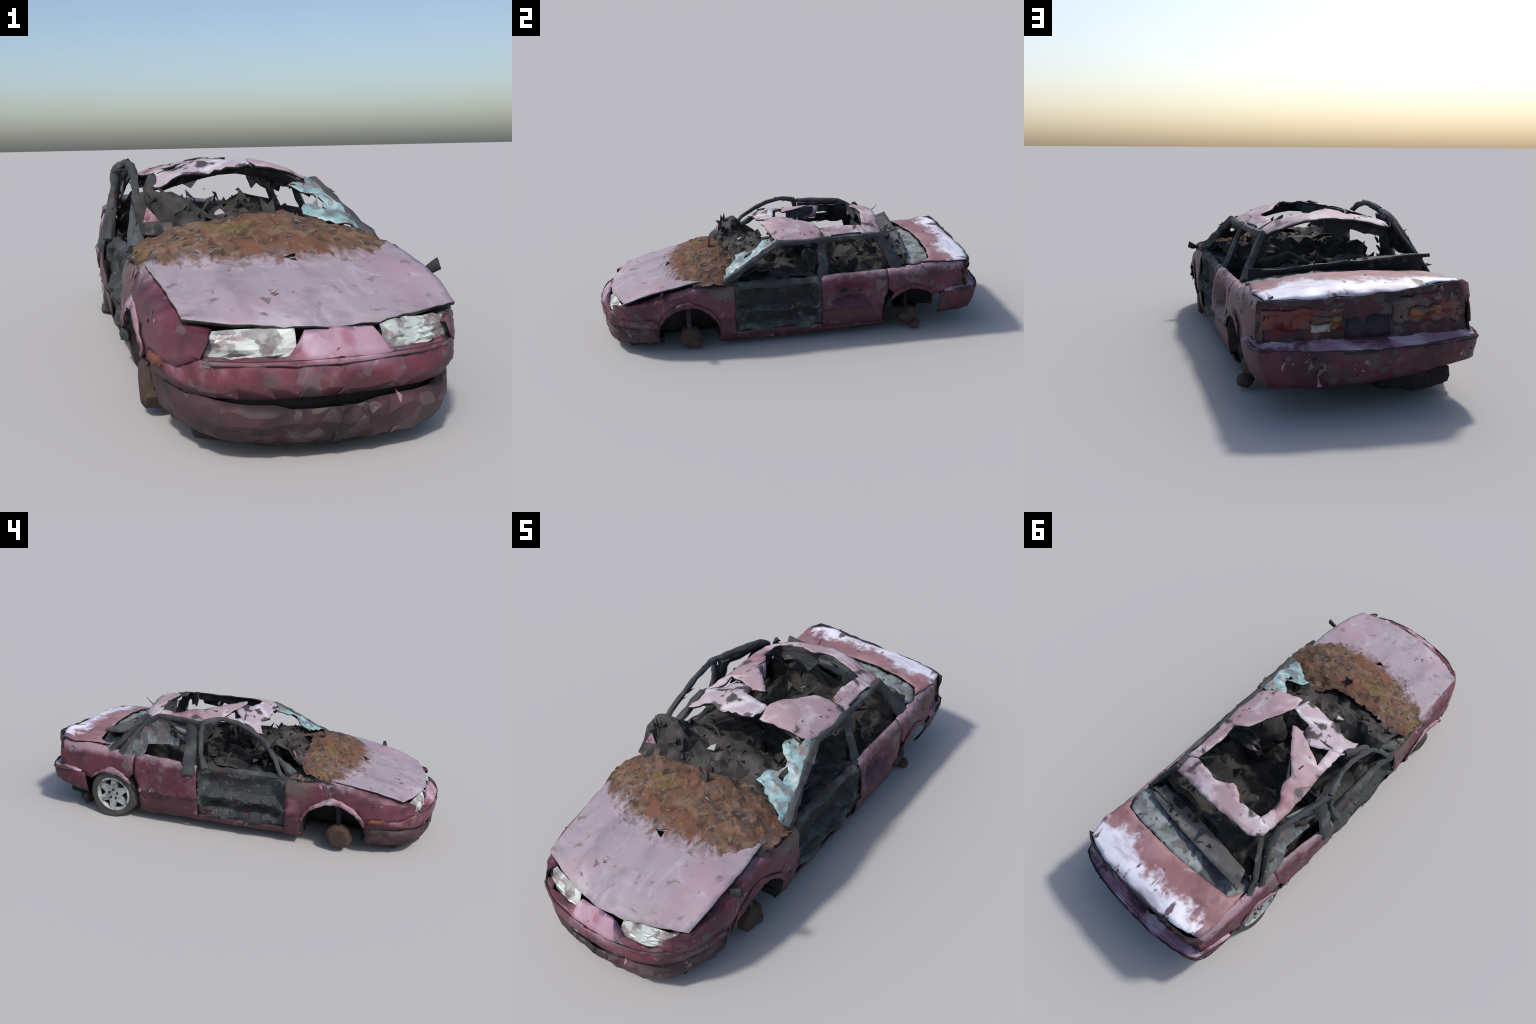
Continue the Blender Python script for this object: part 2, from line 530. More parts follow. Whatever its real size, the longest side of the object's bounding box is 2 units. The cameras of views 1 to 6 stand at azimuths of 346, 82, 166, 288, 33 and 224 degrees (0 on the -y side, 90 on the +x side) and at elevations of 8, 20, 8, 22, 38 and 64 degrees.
def flank(side, s, h, extra=0.0):
    """Body side surface: h is height, rolling inward over the shoulder above KNEE."""
    p, n = plan(s)
    k = smooth(-.74, -.95, s)
    inset = table(FLANK_INSET, h) * (1 - k) + table(NOSE_INSET, h) * k + extra
    z = h
    if h > KNEE:
        t = min(1.0, (h - KNEE) / ROLL) * PI / 2
        top = table(SHOULDER_Z, s) - (.018 * smooth(-.3, -.5, s) if side > 0 else -.006 * smooth(-.5, -.3, s))
        z = KNEE + (top - KNEE) * math.sin(t)
        inset += table(SHOULDER_W, s) * (1 - math.cos(t))
    q = p + n * inset
    w = q.x if side > 0 else -q.x
    # the wreck is not quite symmetrical
    if side > 0:
        w -= .014 + .006 * smooth(-.85, -.6, s)
    else:
        w += .014 * smooth(-.05, -.35, s)
    return (w, q.y, z)


H_TOP = KNEE + ROLL
ARCH_F = dict(c=(-.551, .092), r=.156)
ARCH_R = dict(c=(.598, .092), r=.152)


def arch_arc(a, start, end, n=18, grow=0.0):
    return arc(a["c"][0], a["c"][1], a["r"] + grow, start, end, n)


for side in (1, -1):
    sx = (side, 0, .2)
    on = lambda s, h, side=side: flank(side, s, h)
    # front fender: from lamp to door, over the front arch
    outline = [(-.705, .187), (-.86, .187), (-.934, .215), (-.950, .25), (-.930, H_TOP), (-.60, H_TOP), (-.315, H_TOP), (-.315, .05), (-.392, .048)] + arch_arc(ARCH_F, 0, PI, 18)[:]
    sheet("front_fender", outline, on, [side_paint, char], step=.022, rough=.004, freq=9, spike=.002, relief=2.0, up=sx, seed=3 + side, angle=16, flakes=.5)
    # rear door
    outline = [(.128, .064), (.128, .345), (.20, .352), (.47, H_TOP - .012), (.47, .252), (.446, .20), (.440, .064)]
    def skin(s, h, side=side):
        d = 0.0
        if side > 0:
            d = .045 * smooth(.140, .23, s) * smooth(.44, .34, s) * smooth(.182, .225, h) * smooth(.305, .245, h + .06 * (s - .3))
        else:
            d = .006 * math.sin(s * 17) * smooth(.18, .22, h) - .026 * smooth(.32, .14, s) * smooth(.18, .33, h)
        return flank(side, s, h, d)
    sheet("rear_door", outline, skin, [side_paint, char], step=.022, rough=.004, freq=9, spike=.002, relief=2.0, up=sx, seed=13 + side, angle=18, flakes=.4)
    # rear quarter
    outline = [(.472, .252), (.472, H_TOP - .01), (.62, H_TOP), (.90, H_TOP), (.905, .215), (.752, .205)] + arch_arc(ARCH_R, .75, PI - .95, 12)
    sheet("rear_quarter_panel", outline, on, [side_paint, char], step=.022, rough=.004, freq=9, spike=.002, relief=2.0, up=sx, seed=23 + side, angle=16, flakes=.4)
    # sill
    sheet("door_sill", [(-.40, .030 if side > 0 else .046), (-.40, .07), (-.315, .085), (.128, .085), (.128, .062), (.45, .066), (.45, .042), (.1, .028 if side > 0 else .050)], lambda s, h, side=side: flank(side, s, h, .004),
          [side_paint, char], step=.025, rough=.004, freq=16, up=sx, seed=33 + side, flakes=.5)
    # front door: the skin is gone, the bare inner frame is left
    def inner(s, h, side=side):
        # deep bays between the rails
        ends = smooth(-.315, -.27, s) * smooth(.13, .085, s)
        low = smooth(.12, .14, h) * smooth(.19, .17, h)
        high = smooth(.20, .225, h) * smooth(.305, .28, h)
        return flank(side, s, h, .008 + ends * ((.050 if side > 0 else .045) * low + (.055 if side > 0 else .030) * high) + .008 * math.sin(s * 31 + h * 45))
    sheet("front_door", [(-.318, .075), (-.318, .33), (-.2, .338), (.0, .335), (.132, .34), (.132, .075)], inner, [door_metal, char], step=.02, rough=.008, freq=18, spike=.004,
          up=sx, seed=43 + side, angle=20, flakes=.3)
    pth = [Vector(flank(side, s, .315, .024)) for s in (-.31, -.2, -.05, .08, .135)]
    tube("door_belt_rail", pth, [.022, .019, .018, .019, .022], door_metal if side < 0 else frame_metal, sides=9, rough=.12, seed=5 + side, side=(0, 0, 1))
    pth = [Vector(flank(side, s, .195 + .012 * math.sin(s * 14), .034 + .012 * math.sin(s * 25))) for s in (-.30, -.2, -.05, .08, .13)]
    tube("door_beam", pth, [.010, .008, .009, .008, .012], door_metal, sides=7, rough=.15, seed=15 + side, side=(0, 0, 1))
    pth = [Vector(flank(side, s, .108 + .006 * math.sin(s * 21), .032)) for s in (-.31, -.2, -.05, .08, .13)]
    tube("door_lower_rail", pth, [.020, .017, .02, .017, .016], door_metal, sides=8, rough=.15, seed=25 + side, side=(0, 0, 1))
    # rolled arch lips, bleached along the edge
    for a, lo, hi in ((ARCH_F, .25, PI - .35), (ARCH_R, .80, PI - .70)):
        def lip(q, r, a=a, side=side):
            u = q / a["r"]
            y, z = a["c"][0] + (a["r"] + r) * math.cos(u), a["c"][1] + (a["r"] + r) * math.sin(u)
            return flank(side, y, z, -.006 * (1 - smooth(.010, .024, r)) - .0012)
        lo, hi = lo * a["r"], hi * a["r"]
        sheet("arch_lip", [(lo, -.003), (hi, -.003), (hi - .02, .012), ((lo + hi) / 2 + .06, .020), ((lo + hi) / 2, .026), ((lo + hi) / 2 - .05, .016), (lo + .02, .012)], lip, [side_paint if side > 0 else pale_paint, char], step=.016, jag=.003, rough=.004, spike=.003, freq=20, up=(side, 0, 0), seed=57 + side, angle=16, thick=.005)
    # wheel arch liners
    for a, depth in ((ARCH_F, .19), (ARCH_R, .19)):
        def liner(u, d, a=a, side=side, depth=depth):
            x, y, z = flank(side, a["c"][0], .2)
            ang = u
            r = a["r"] - .002 + .006 * math.sin(d * 60)
            edge = abs(flank(side, a["c"][0] + a["r"] * math.cos(ang), max(.05, a["c"][1] + a["r"] * math.sin(ang)))[0])
            return (side * (edge - .004 - d), a["c"][0] + r * math.cos(ang), max(.04, a["c"][1] + r * math.sin(ang)))
        hi = PI + .05 if a is ARCH_F else PI + .1
        lo = -.25 if a is ARCH_F else .95
        if a is ARCH_F and side < 0:
            hi = PI - .95
        sheet("wheel_arch_liner", [(lo, 0), (hi, 0), (hi, depth), (lo, depth)], liner, [under], step=.06, rough=.004, up=(0, 0, -1), seed=53 + side, thick=.003)

# front bumper: wraps the nose from arch to arch
FULL = -NOSE_END


def nose_place(u, h, extra=0.0):
    # u runs from -x arch (negative) through 0 at the centre to +x arch
    side = 1 if u >= 0 else -1
    return flank(side, NOSE_END + abs(u), h, extra)


U = -.706 - NOSE_END
nz = []
TOPS = [(U, .185), (.375, .186), (.30, .214), (0, .216), (-.30, .214), (-.375, .186), (-U, .185)]
sheet("front_bumper", [(-U, .136), (-.30, .138), (0, .138), (.30, .138), (U, .136)] + TOPS, nose_place, [nose_paint, char], step=.024, rough=.004, freq=9, spike=.0025, relief=2.0, up=(0, -1, .2), seed=61, flakes=.6, angle=12)
sheet("lower_bumper", [(-U, .060), (-.40, .052), (-.30, .050), (-.2, .044), (0, .036), (.2, .040), (.40, .052), (U, .056), (U, .137), (.30, .137), (.24, .124), (.10, .122), (.05, .116), (-.12, .115), (-.15, .123), (-.24, .126), (-.30, .137), (-U, .137)], nose_place, [lip_paint, char], step=.028, rough=.006, freq=9, spike=.005, relief=2.0, up=(0, -1, .2), seed=62, flakes=.5, angle=12)
sheet("bumper_slot", [(-.34, .100), (.34, .100), (.34, .150), (-.34, .150)], lambda u, h: (nose_place(u, .09, .03)[0], nose_place(u, .09, .03)[1], h), [under], step=.03, rough=.004, up=(0, -1, 0), seed=63)


def ledge(x, m):
    # ledge behind the leading ridge, below the lamps; a squarish insert rises at the middle
    d = m / .075
    p = nose_place(math.copysign(min(abs(x) * 1.04, .33), x), .214)
    y = p[1] - .003 + d * (-.935 - p[1] if abs(x) < .25 else .04)
    mid = smooth(.120, .085, abs(x - .01))
    return (p[0] * (1 - .05 * d), y, .2145 - .006 * smooth(.15, .0, d) + mid * (.048 * smooth(.0, .85, d)))


sheet("nose_panel", [(-.285, 0), (.285, 0), (.285, .075), (-.285, .075)], ledge, [nose_paint, char], step=.026, inner_step=.024, rough=.004, freq=9, spike=.004, relief=2.0, up=(0, -.5, 1), seed=67, flakes=.6, angle=14)

# head lamps
for side, x0, x1 in ((-1, .080, .285), (1, .100, .282)):
    def lamp(a, b, side=side, x0=x0, x1=x1):
        x = x0 + (x1 - x0) * a
        y = -.944 + .055 * max(0, (x - .1) / .18) ** 1.8 + .018 * b
        return (side * x, y - .006 * math.sin(b * PI) + .012 * smooth(.8, 1, b), .206 + .060 * b - .004 * a)
    sheet("headlight", [(0, 0), (1, .06), (1, .9), (.5, 1), (0, 1)], lamp, [lamp_glass, char], step=.12, rough=.004, freq=22, spike=.006, up=(0, -1, .3), seed=71 + side, flat=True, thick=.02)
# dark slot between nose and bonnet
sheet("radiator_panel", [(-.31, .16), (.31, .16), (.31, .275), (.0, .285), (-.31, .262)], lambda x, z: (x, -.885 + .9 * x * x, z), [under], step=.05, rough=.006, up=(0, -1, 0), seed=77)
# lower grille slot lining and the splitter
sheet("splitter", [(-.27, 0), (.27, 0), (.27, .75), (.14, .96), (0, 1), (-.14, .96), (-.27, .75)], lambda x, d: (x, -.68 - .265 * d + .6 * x * x * d, .050 + .03 * abs(x)), [under], step=.04, rough=.006, up=(0, 0, 1), seed=78, thick=.026)
# indicator strips on the bumper corners
for side in (1, -1):
    sheet("indicator_lens", [(-.80, .172), (-.80, .193), (-.72, .19), (-.718, .170)], lambda s, h, side=side: flank(side, s, h, -.001), [amber if side < 0 else side_paint], jag=.003, step=.012, rough=.003, up=(side, 0, 0), seed=81 + side)

# ----------------------------------------------------------------- bonnet
HOOD_Z = [(-.94, .262), (-.90, .280), (-.86, .296), (-.80, .314), (-.72, .334), (-.627, .353), (-.5, .373), (-.33, .390)]


def hood_z(x, y):
    e = abs(x) / .31
    z = table(HOOD_Z, y) - .020 * e ** 2.2
    # pressed feature lines
    z -= .003 * math.exp(-((abs(x) - .10 - .10 * (y + .93)) / .012) ** 2)
    return z


hood_outline = [(-.20, -.896), (-.10, -.924), (0, -.938), (.10, -.928), (.20, -.900), (.306, -.860), (.318, -.75), (.322, -.60), (.315, -.485), (.2, -.40), (0, -.38), (-.2, -.40), (-.33, -.50), (-.325, -.60), (-.305, -.74), (-.292, -.862)]
BURN = [(-.020, -.630), (.022, -.612), (.018, -.648)]
sheet("hood", hood_outline, lambda x, y: (x, y, hood_z(x, y) + .010 * smooth(.2, .31, x) * smooth(-.9, -.7, y) + .007 * smooth(-.22, -.31, x)), [hood_paint, char], step=.02, jag=.0015, rough=.0028, freq=13, thick=.008, seed=91, angle=50, holes=[BURN], flakes=.05)
sheet("engine_bay", [(-.30, -.86), (.30, -.86), (.34, -.40), (-.34, -.40)], lambda x, y: (x, y, hood_z(x, y) - .045), [under], step=.06, rough=.012, seed=92)

# dirt heap over the rear of the bonnet
CREST = [(-.34, .372), (-.274, .400), (-.23, .414), (-.186, .42), (-.12, .430), (-.04, .442), (.06, .440), (.173, .414), (.26, .390), (.33, .352)]


dirt_outline = [(-.30, -.615), (-.2, -.665), (-.1, -.695), (0, -.705), (.1, -.695), (.2, -.655), (.31, -.53), (.345, -.48), (.352, -.36), (.30, -.325), (.22, -.30), (.10, -.285), (.04, -.34), (-.05, -.355), (-.16, -.37), (-.26, -.36), (-.335, -.40), (-.352, -.48), (-.335, -.58)]


def dirt_z(x, y):
    base = hood_z(x, y) - .010 + .013 * smooth(.0, .035, edge_distance(dirt_outline, x, y) if y < -.5 else 1.0)
    t = smooth(-.66 + .55 * x * x, -.40, y)
    crest = table(CREST, x)
    z = base * (1 - t) + crest * t
    if y > -.37:
        z -= (y + .37) * .35
    lumps = .010 * t * fnoise((x, y, 0), 22, 4) + .006 * t * fnoise((x, y, 0), 55, 9)
    return max(z + lumps, base if y < -.5 else 0)


sheet("dirt_heap", dirt_outline, lambda x, y: (x, y, dirt_z(x, y)), [dirt], step=.014, jag=.006, rough=.004, freq=40, spike=.005, seed=95, thick=.0, angle=28, holes=[BURN], flakes=.45)
# cowl corners, where dirt spills over the fender tops
for side in (1, -1):
    sheet("cowl_panel", [(.24, -.50), (.335, -.52), (.352, -.40), (.345, -.30), (.27, -.27)], lambda x, y, side=side: (side * x, y, .362 - .35 * max(0, x - .29) + .006 * fnoise((x, y, side), 40)), [ash_metal, char], step=.02, jag=.004, rough=.01, freq=25, spike=.008, seed=97 + side, flat=True)

# ----------------------------------------------------------------- rear end
TRUNK_FRONT = [(-.33, .600), (-.30, .680), (-.2, .694), (0, .714), (.2, .712), (.30, .690), (.325, .640)]


def trunk_z(x, y):
    z = table([(.60, .396), (.72, .406), (.80, .403), (.87, .394), (.905, .385), (.935, .368)], y)
    z -= .034 * (abs(x) / .33) ** 2.2
    if x < 0:
        z += .026 * smooth(.05, .28, -x) * smooth(.80, .9, y)
    z += .012 * smooth(-.12, -.30, x)
    z += .007 * fnoise((x, y, 0), 16, 5) * smooth(.80, .90, y) * (1.6 if x < -.1 else .8)
    return z


sheet("trunk_lid", [(.322, .655), (.30, .700), (.2, .715), (0, .718), (-.2, .700), (-.305, .684), (-.335, .62), (-.352, .80), (-.346, .885), (-.25, .915), (-.12, .934), (.04, .936), (.19, .932), (.28, .912), (.325, .895), (.345, .80)],
      lambda x, y: (x, y, trunk_z(x, y)), [trunk_paint, char], step=.02, jag=.002, rough=.003, freq=16, thick=.008, seed=101, angle=45, flakes=.1)
TAIL = [(0, .940), (.2, .934), (.30, .922), (.345, .900), (.362, .865)]


def tail_y(x):
    return table(TAIL, abs(x))


def tail(x, z, out=0.0):
    return (x, tail_y(x) - .012 * smooth(.33, .30, z) + .006 * smooth(.30, .24, z) + out, z)


sheet("tail_panel", [(-.358, .20), (.352, .20), (.348, .355), (.28, .358), (.05, .366), (-.2, .390), (-.31, .402), (-.35, .385)], tail, [tail_paint, char], step=.024, jag=.003, rough=.007, freq=14, spike=.006, up=(0, 1, 0), seed=103, flakes=1.0)
sheet("tail_light", [(.085, .262), (.335, .268), (.338, .325), (.20, .338), (.085, .332)], lambda x, z: tail(x, z, .004), [red_lens, char], step=.022, jag=.007, rough=.008, spike=.007, up=(0, 1, 0), seed=105, flakes=.8)
sheet("tail_light", [(-.335, .275), (-.07, .270), (-.07, .350), (-.20, .364), (-.33, .352)], lambda x, z: tail(x, z, .004), [red_lens, char], step=.022, jag=.007, rough=.008, spike=.007, up=(0, 1, 0), seed=106, flakes=.8)
sheet("amber_lens", [(.095, .282), (.19, .284), (.19, .312), (.095, .308)], lambda x, z: tail(x, z, .010), [amber_lens], step=.016, jag=.006, rough=.006, spike=.004, up=(0, 1, 0), seed=107)
sheet("amber_lens", [(-.235, .296), (-.13, .292), (-.13, .322), (-.235, .326)], lambda x, z: tail(x, z, .010), [amber_lens], step=.016, jag=.006, rough=.006, spike=.004, up=(0, 1, 0), seed=108)
sheet("reversing_lens", [(.13, .262), (.19, .262), (.19, .284), (.13, .284)], lambda x, z: tail(x, z, .012), [white_lens], step=.014, jag=.004, rough=.004, spike=.003, up=(0, 1, 0), seed=109)
sheet("licence_plate", [(-.066, .238), (.078, .238), (.076, .302), (-.064, .302)], lambda x, z: tail(x, z, .005), [plate_mat], step=.024, jag=.003, rough=.004, up=(0, 1, 0), seed=110)
# corner lamps round the flank
for side in (1, -1):
    sheet("corner_lens", [(.872, .262), (.90, .260), (.902, .318), (.880, .308)], lambda s, h, side=side: flank(side, s, h, -.003), [amber_lens if side > 0 else red_lens], jag=.004, step=.014, rough=.002, up=(side, 0, 0), seed=111 + side)

BUMP = [(0, 1.0), (.12, .997), (.24, .984), (.33, .962), (.366, .936), (.382, .89), (.388, .82), (.388, .745)]
BUMP_L = [0]
for a, b in zip(BUMP, BUMP[1:]):
    BUMP_L.append(BUMP_L[-1] + math.hypot(a[0] - b[0], a[1] - b[1]))


def bump_plan(l):
    s = 1 if l >= 0 else -1
    pts = list(zip(BUMP_L, BUMP))
    x = table([(a, b[0]) for a, b in pts], abs(l))
    y = table([(a, b[1]) for a, b in pts], abs(l))
    return s * x - (.016 if s > 0 else 0) * smooth(.1, .4, abs(l)), y


def bumper(l, z, extra=0.0):
    x, y = bump_plan(l)
    k = table([(.06, .056), (.10, .030), (.14, .014), (.19, .003), (.215, .0), (.228, .006)], z) + extra
    d = Vector((x, y - .75))
    d = d.normalized() if d.length else Vector((0, 1))
    return (x - d.x * k, y - d.y * k, z + .010 * smooth(.05, -.35, x))


L = BUMP_L[-1]
sheet("rear_bumper", [(-L, .090), (-.40, .145), (-.30, .140), (-.2, .126), (0, .106), (.2, .094), (.33, .096), (L, .074), (L, .205), (.45, .220), (0, .212), (-.45, .222), (-L, .208)], bumper, [rear_paint, char], step=.025, rough=.004, freq=10, spike=.003, up=(0, 1, 0), seed=113, flakes=.5, jag=.001)


def bumper_top(l, d):
    x, y, z = bumper(l, .212)
    x2, y2 = x * .955, max(.86, tail_y(x) - .012)
    if abs(l) > .40:
        y2 = min(y2, y - .0)
        x2 = x * .93
    return (x + (x2 - x) * d, y + (y2 - y) * d, z + .020 * d)


sheet("bumper_ledge", [(-.55, 0), (.55, 0), (.55, 1), (-.55, 1)], bumper_top, [bumper_top_paint, char], step=.06, inner_step=.035, rough=.005, freq=14, spike=.004, seed=115, flakes=.5)
sheet("bumper_underside", [(-.30, .80), (.30, .80), (.30, .90), (.2, .935), (-.2, .935), (-.30, .90)], lambda x, y: (x, y, .122 + .02 * (abs(x) if x > 0 else abs(x) * 2)), [under], step=.05, rough=.01, seed=117, up=(0, 0, -1))
# silencer under the tail
lump("silencer_box", (-.17, .83, .080), (.13, .07, .045), under, seed=4, boxy=.5)
lump("hanging_scrap", (.295, .490, .088), (.030, .055, .050), under, seed=16, flat=True, sub=2, rough=.4)
lump("hanging_scrap", (-.29, .78, .055), (.06, .04, .040), under, seed=6, flat=True, sub=2, rough=.4)

# ----------------------------------------------------------------- greenhouse
def roof_z(x, y):
    z = .585 - (1.2 if x > 0 else .76) * x * x
    if y < -.05:
        z -= .25 * (-.05 - y)
    if y > .36:
        z -= .22 * (y - .36)
    return z


roof_at = lambda x, y: (x, y, roof_z(x, y))
sheet("roof_panel", [(.248, -.070), (.262, .067), (.252, .177), (.183, .158), (.129, .124), (.104, .069), (.064, -.003), (.043, -.071), (.053, -.135), (.104, -.121), (.188, -.099)], roof_at, [roof_paint, char], step=.02, jag=.004, rough=.004, freq=12, thick=.007, seed=121, flakes=.1)
sheet("roof_rail", [(.255, .165), (.185, .158), (.172, .255), (.178, .312), (.182, .372), (.246, .400), (.250, .338), (.250, .272)], roof_at, [roof_paint, char], step=.02, jag=.003, rough=.005, freq=12, thick=.007, seed=122)
sheet("roof_panel", [(.222, .468), (.250, .409), (.246, .381), (.18, .375), (.097, .390), (.046, .402), (.006, .389), (-.024, .363), (-.06, .373), (-.097, .403), (-.195, .385), (-.258, .385), (-.256, .439), (-.208, .470), (-.135, .474), (-.078, .480), (.005, .486), (.109, .480)], roof_at, [roof_paint, char], step=.018, jag=.004, rough=.004, freq=14, thick=.007, seed=123, flakes=.1)
sheet("roof_panel", [(-.200, .392), (-.219, .298), (-.166, .222), (-.166, .172), (-.074, .076), (-.012, -.001), (-.071, -.016), (-.127, .019), (-.189, .044), (-.208, .056), (-.196, -.032), (-.243, -.060), (-.245, .067), (-.252, .133), (-.262, .217), (-.262, .261), (-.264, .32), (-.262, .392)], roof_at, [roof_paint, char], step=.018, jag=.003, rough=.006, freq=16, thick=.007, seed=124, flakes=.2)
sheet("roof_header", [(.050, -.070), (.030, -.143), (-.024, -.152), (-.074, -.148), (-.113, -.156), (-.15, -.132), (-.198, -.135), (-.250, -.165), (-.262, -.113), (-.245, -.058), (-.192, -.030), (-.128, .018), (-.071, -.012), (-.061, -.051), (.011, -.062)], lambda x, y: (x, y, roof_z(x, y) + .010 * fnoise((x, y, 0), 14, 8)), [roof_front_paint, char], step=.018, jag=.004, rough=.007, freq=20, thick=.008, seed=125, spike=.005)
# torn header lining under the front edge
sheet("header_rail", [(.24, 0), (.05, 0), (-.10, 0), (-.22, 0), (-.22, 1), (-.1, .8), (0, .7), (.1, .9), (.24, 1)], lambda x, d: (x, -.105 + .03 * d - .02 * (x > 1), roof_z(x, -.105) - .008 - .035 * d), [char], step=.08, rough=.006, up=(0, -1, 0), seed=126)
# flaps hanging into the hole
sheet("roof_flap", [(0, 0), (.12, .01), (.10, .07), (.03, .08)], lambda a, b: (-.165 + b * .3, .10 + a, .570 - b * .9), [roof_paint, char], step=.03, rough=.006, seed=127, up=(1, 0, 0))
sheet("roof_flap", [(0, 0), (.16, 0), (.13, .05), (.03, .06)], lambda a, b: (.24 - b * .25, .20 + a, .522 - b), [char], step=.03, rough=.006, seed=128, up=(1, 0, 0))

# burnt lining torn loose, hanging under the roof edges
def curtain(path, drop, seed, name="torn_headlining"):
    P = [Vector(p) for p in path]
    Ls = [0]
    for a, b in zip(P, P[1:]):
        Ls.append(Ls[-1] + (b - a).length)

    def at(l, d):
        x = table(list(zip(Ls, [p.x for p in P])), l)
        y = table(list(zip(Ls, [p.y for p in P])), l)
        return (x + .010 * d, y, roof_z(x, y) - .004 - drop * d * (.75 + .5 * fnoise((x, y, 0), 9, seed)))
    sheet(name, [(0, 0), (Ls[-1], 0), (Ls[-1], .7), (Ls[-1] * .7, 1.0), (Ls[-1] * .45, .75), (Ls[-1] * .2, 1.05), (0, .6)], at, [frame_metal], step=.06, inner_step=.05, rough=.008, freq=14, seed=seed, up=(1, 0, 0), flat=True)


curtain([(-.205, .385, 0), (-.222, .298, 0), (-.170, .20, 0), (-.10, .10, 0), (-.035, .02, 0)], .055, 5)
curtain([(-.03, -.06, 0), (-.10, -.03, 0), (-.20, -.05, 0)], .055, 6)
curtain([(-.02, .395, 0), (-.10, .40, 0), (-.20, .39, 0), (-.245, .42, 0)], .085, 7)
curtain([(.13, .33, 0), (.19, .375, 0), (.245, .41, 0)], .085, 10)
curtain([(.13, .392, 0), (.05, .40, 0), (-.03, .39, 0)], .035, 11)
curtain([(.215, -.08, 0), (.225, .00, 0), (.215, .10, 0), (.20, .20, 0), (.195, .35, 0)], .055, 8)
sheet("roof_splinter", [(0, 0), (.035, .004), (.015, .014)], lambda a, b: (.026 + a, .170 + b, .531 + .55 * a), [flake_pink], step=.02, rough=0, seed=9, thick=.003)

# windscreen pillar and heat-stained remnant on the +x side
def screen(x, y):
    return (x, y, .395 + (y + .35) * .47 - .25 * max(0, x - .22) * (1 if y > -.3 else 1))


sheet("windscreen_remnant", [(.315, -.375), (.235, -.325), (.150, -.285), (.165, -.235), (.195, -.225), (.215, -.205), (.180, -.165), (.155, -.120), (.175, -.100), (.245, -.080), (.268, -.10), (.285, -.19), (.308, -.29)],
      screen, [teal, char], step=.02, jag=.012, rough=.012, freq=18, spike=.010, seed=131, thick=.005, flakes=.4, holes=[[(.21, -.245), (.235, -.25), (.235, -.215), (.222, -.20)]])
tube("windscreen_pillar", [(.330, -.36, .352), (.305, -.27, .400), (.275, -.15, .470), (.254, -.065, .510)], [.020, .017, .016, .016], frame_metal, rough=.15, seed=3)
tube("roof_side_frame", [(.248, -.07, .506), (.256, .05, .502), (.250, .16, .505), (.248, .30, .506), (.235, .44, .502)], [.014, .012, .014, .012, .016], frame_metal, rough=.15, seed=4)
tube("centre_pillar", [(.248, .155, .508), (.276, .15, .44), (.318, .14, .335), (.330, .14, .29)], [.020, .022, .026, .026], frame_metal, rough=.1, seed=5, side=(0, 1, 0), flat_ratio=.5)
tube("rear_pillar", [(.232, .440, .508), (.255, .462, .465), (.290, .498, .40), (.318, .535, .345)], [.022, .026, .030, .036], frame_metal, rough=.12, seed=6, side=(0, 1, 0), flat_ratio=.45)
# -x side: pillar, door frames left standing, twisted outward
tube("windscreen_pillar", [(-.250, -.075, .535), (-.268, -.17, .475), (-.300, -.26, .41), (-.330, -.345, .355)], [.017, .015, .016, .022], frame_metal, rough=.15, seed=7)
tube("door_window_frame", [(-.338, -.285, .345), (-.325, -.25, .42), (-.309, -.197, .488), (-.303, -.12, .536), (-.304, -.05, .566), (-.310, .019, .578), (-.326, .07, .570), (-.342, .114, .554)], [.013, .011, .011, .011, .011, .011, .012, .013], frame_metal, rough=.12, seed=8)
tube("door_window_frame", [(-.342, .114, .555), (-.348, .122, .48), (-.358, .118, .40), (-.368, .095, .335)], [.014, .013, .014, .020], frame_metal, rough=.12, seed=9)
tube("door_window_frame", [(-.340, .128, .552), (-.316, .24, .550), (-.290, .365, .546), (-.302, .44, .50), (-.332, .50, .42), (-.356, .545, .350)], [.012, .013, .013, .013, .013, .015], frame_metal, rough=.12, seed=10)
sheet("door_frame_flap", [(.15, .545), (.27, .545), (.36, .552), (.33, .53), (.24, .515), (.17, .52)], lambda y, z: (-.325 + (y - .15) * .19, y, z), [char], step=.03, rough=.004, up=(-1, 0, 0), seed=133)
tube("centre_pillar", [(-.326, .165, .546), (-.352, .165, .44), (-.380, .168, .345), (-.388, .168, .30)], [.038, .034, .036, .038], frame_metal, rough=.1, seed=11, side=(0, 1, 0), flat_ratio=.45)
tube("rear_pillar", [(-.262, .445, .532), (-.298, .50, .465), (-.335, .555, .40), (-.350, .61, .350)], [.014, .015, .016, .020], frame_metal, rough=.15, seed=12, side=(0, 1, 0), flat_ratio=.5)
# stained sheet torn out behind the rear side window
sheet("quarter_window_remnant", [(.535, .345), (.47, .345), (.43, .345), (.40, .405), (.33, .415), (.235, .42), (.24, .45), (.30, .465), (.31, .52), (.345, .545), (.40, .535), (.45, .49)],
      lambda y, z: (-.362 + (z - .345) * .38, y, z), [teal_dark, char], step=.030, jag=.008, rough=.016, freq=14, spike=.012, up=(-1, 0, 0), seed=135, thick=.005, flakes=.8, flat=True)
for zz, y0, y1, x in ((.47, .16, .30, -.29), (.44, .18, .28, -.30), (.405, .14, .22, -.31)):
    sheet("torn_strip", [(y0, -.012), (y1, -.008), (y1, .01), (y0, .014)], lambda y, d, zz=zz, x=x: (x + .3 * (y - .2) + d * .5, y, zz + d + .12 * (y - .2)), [trough, char], step=.02, rough=.004, up=(-1, 0, 0), seed=136)

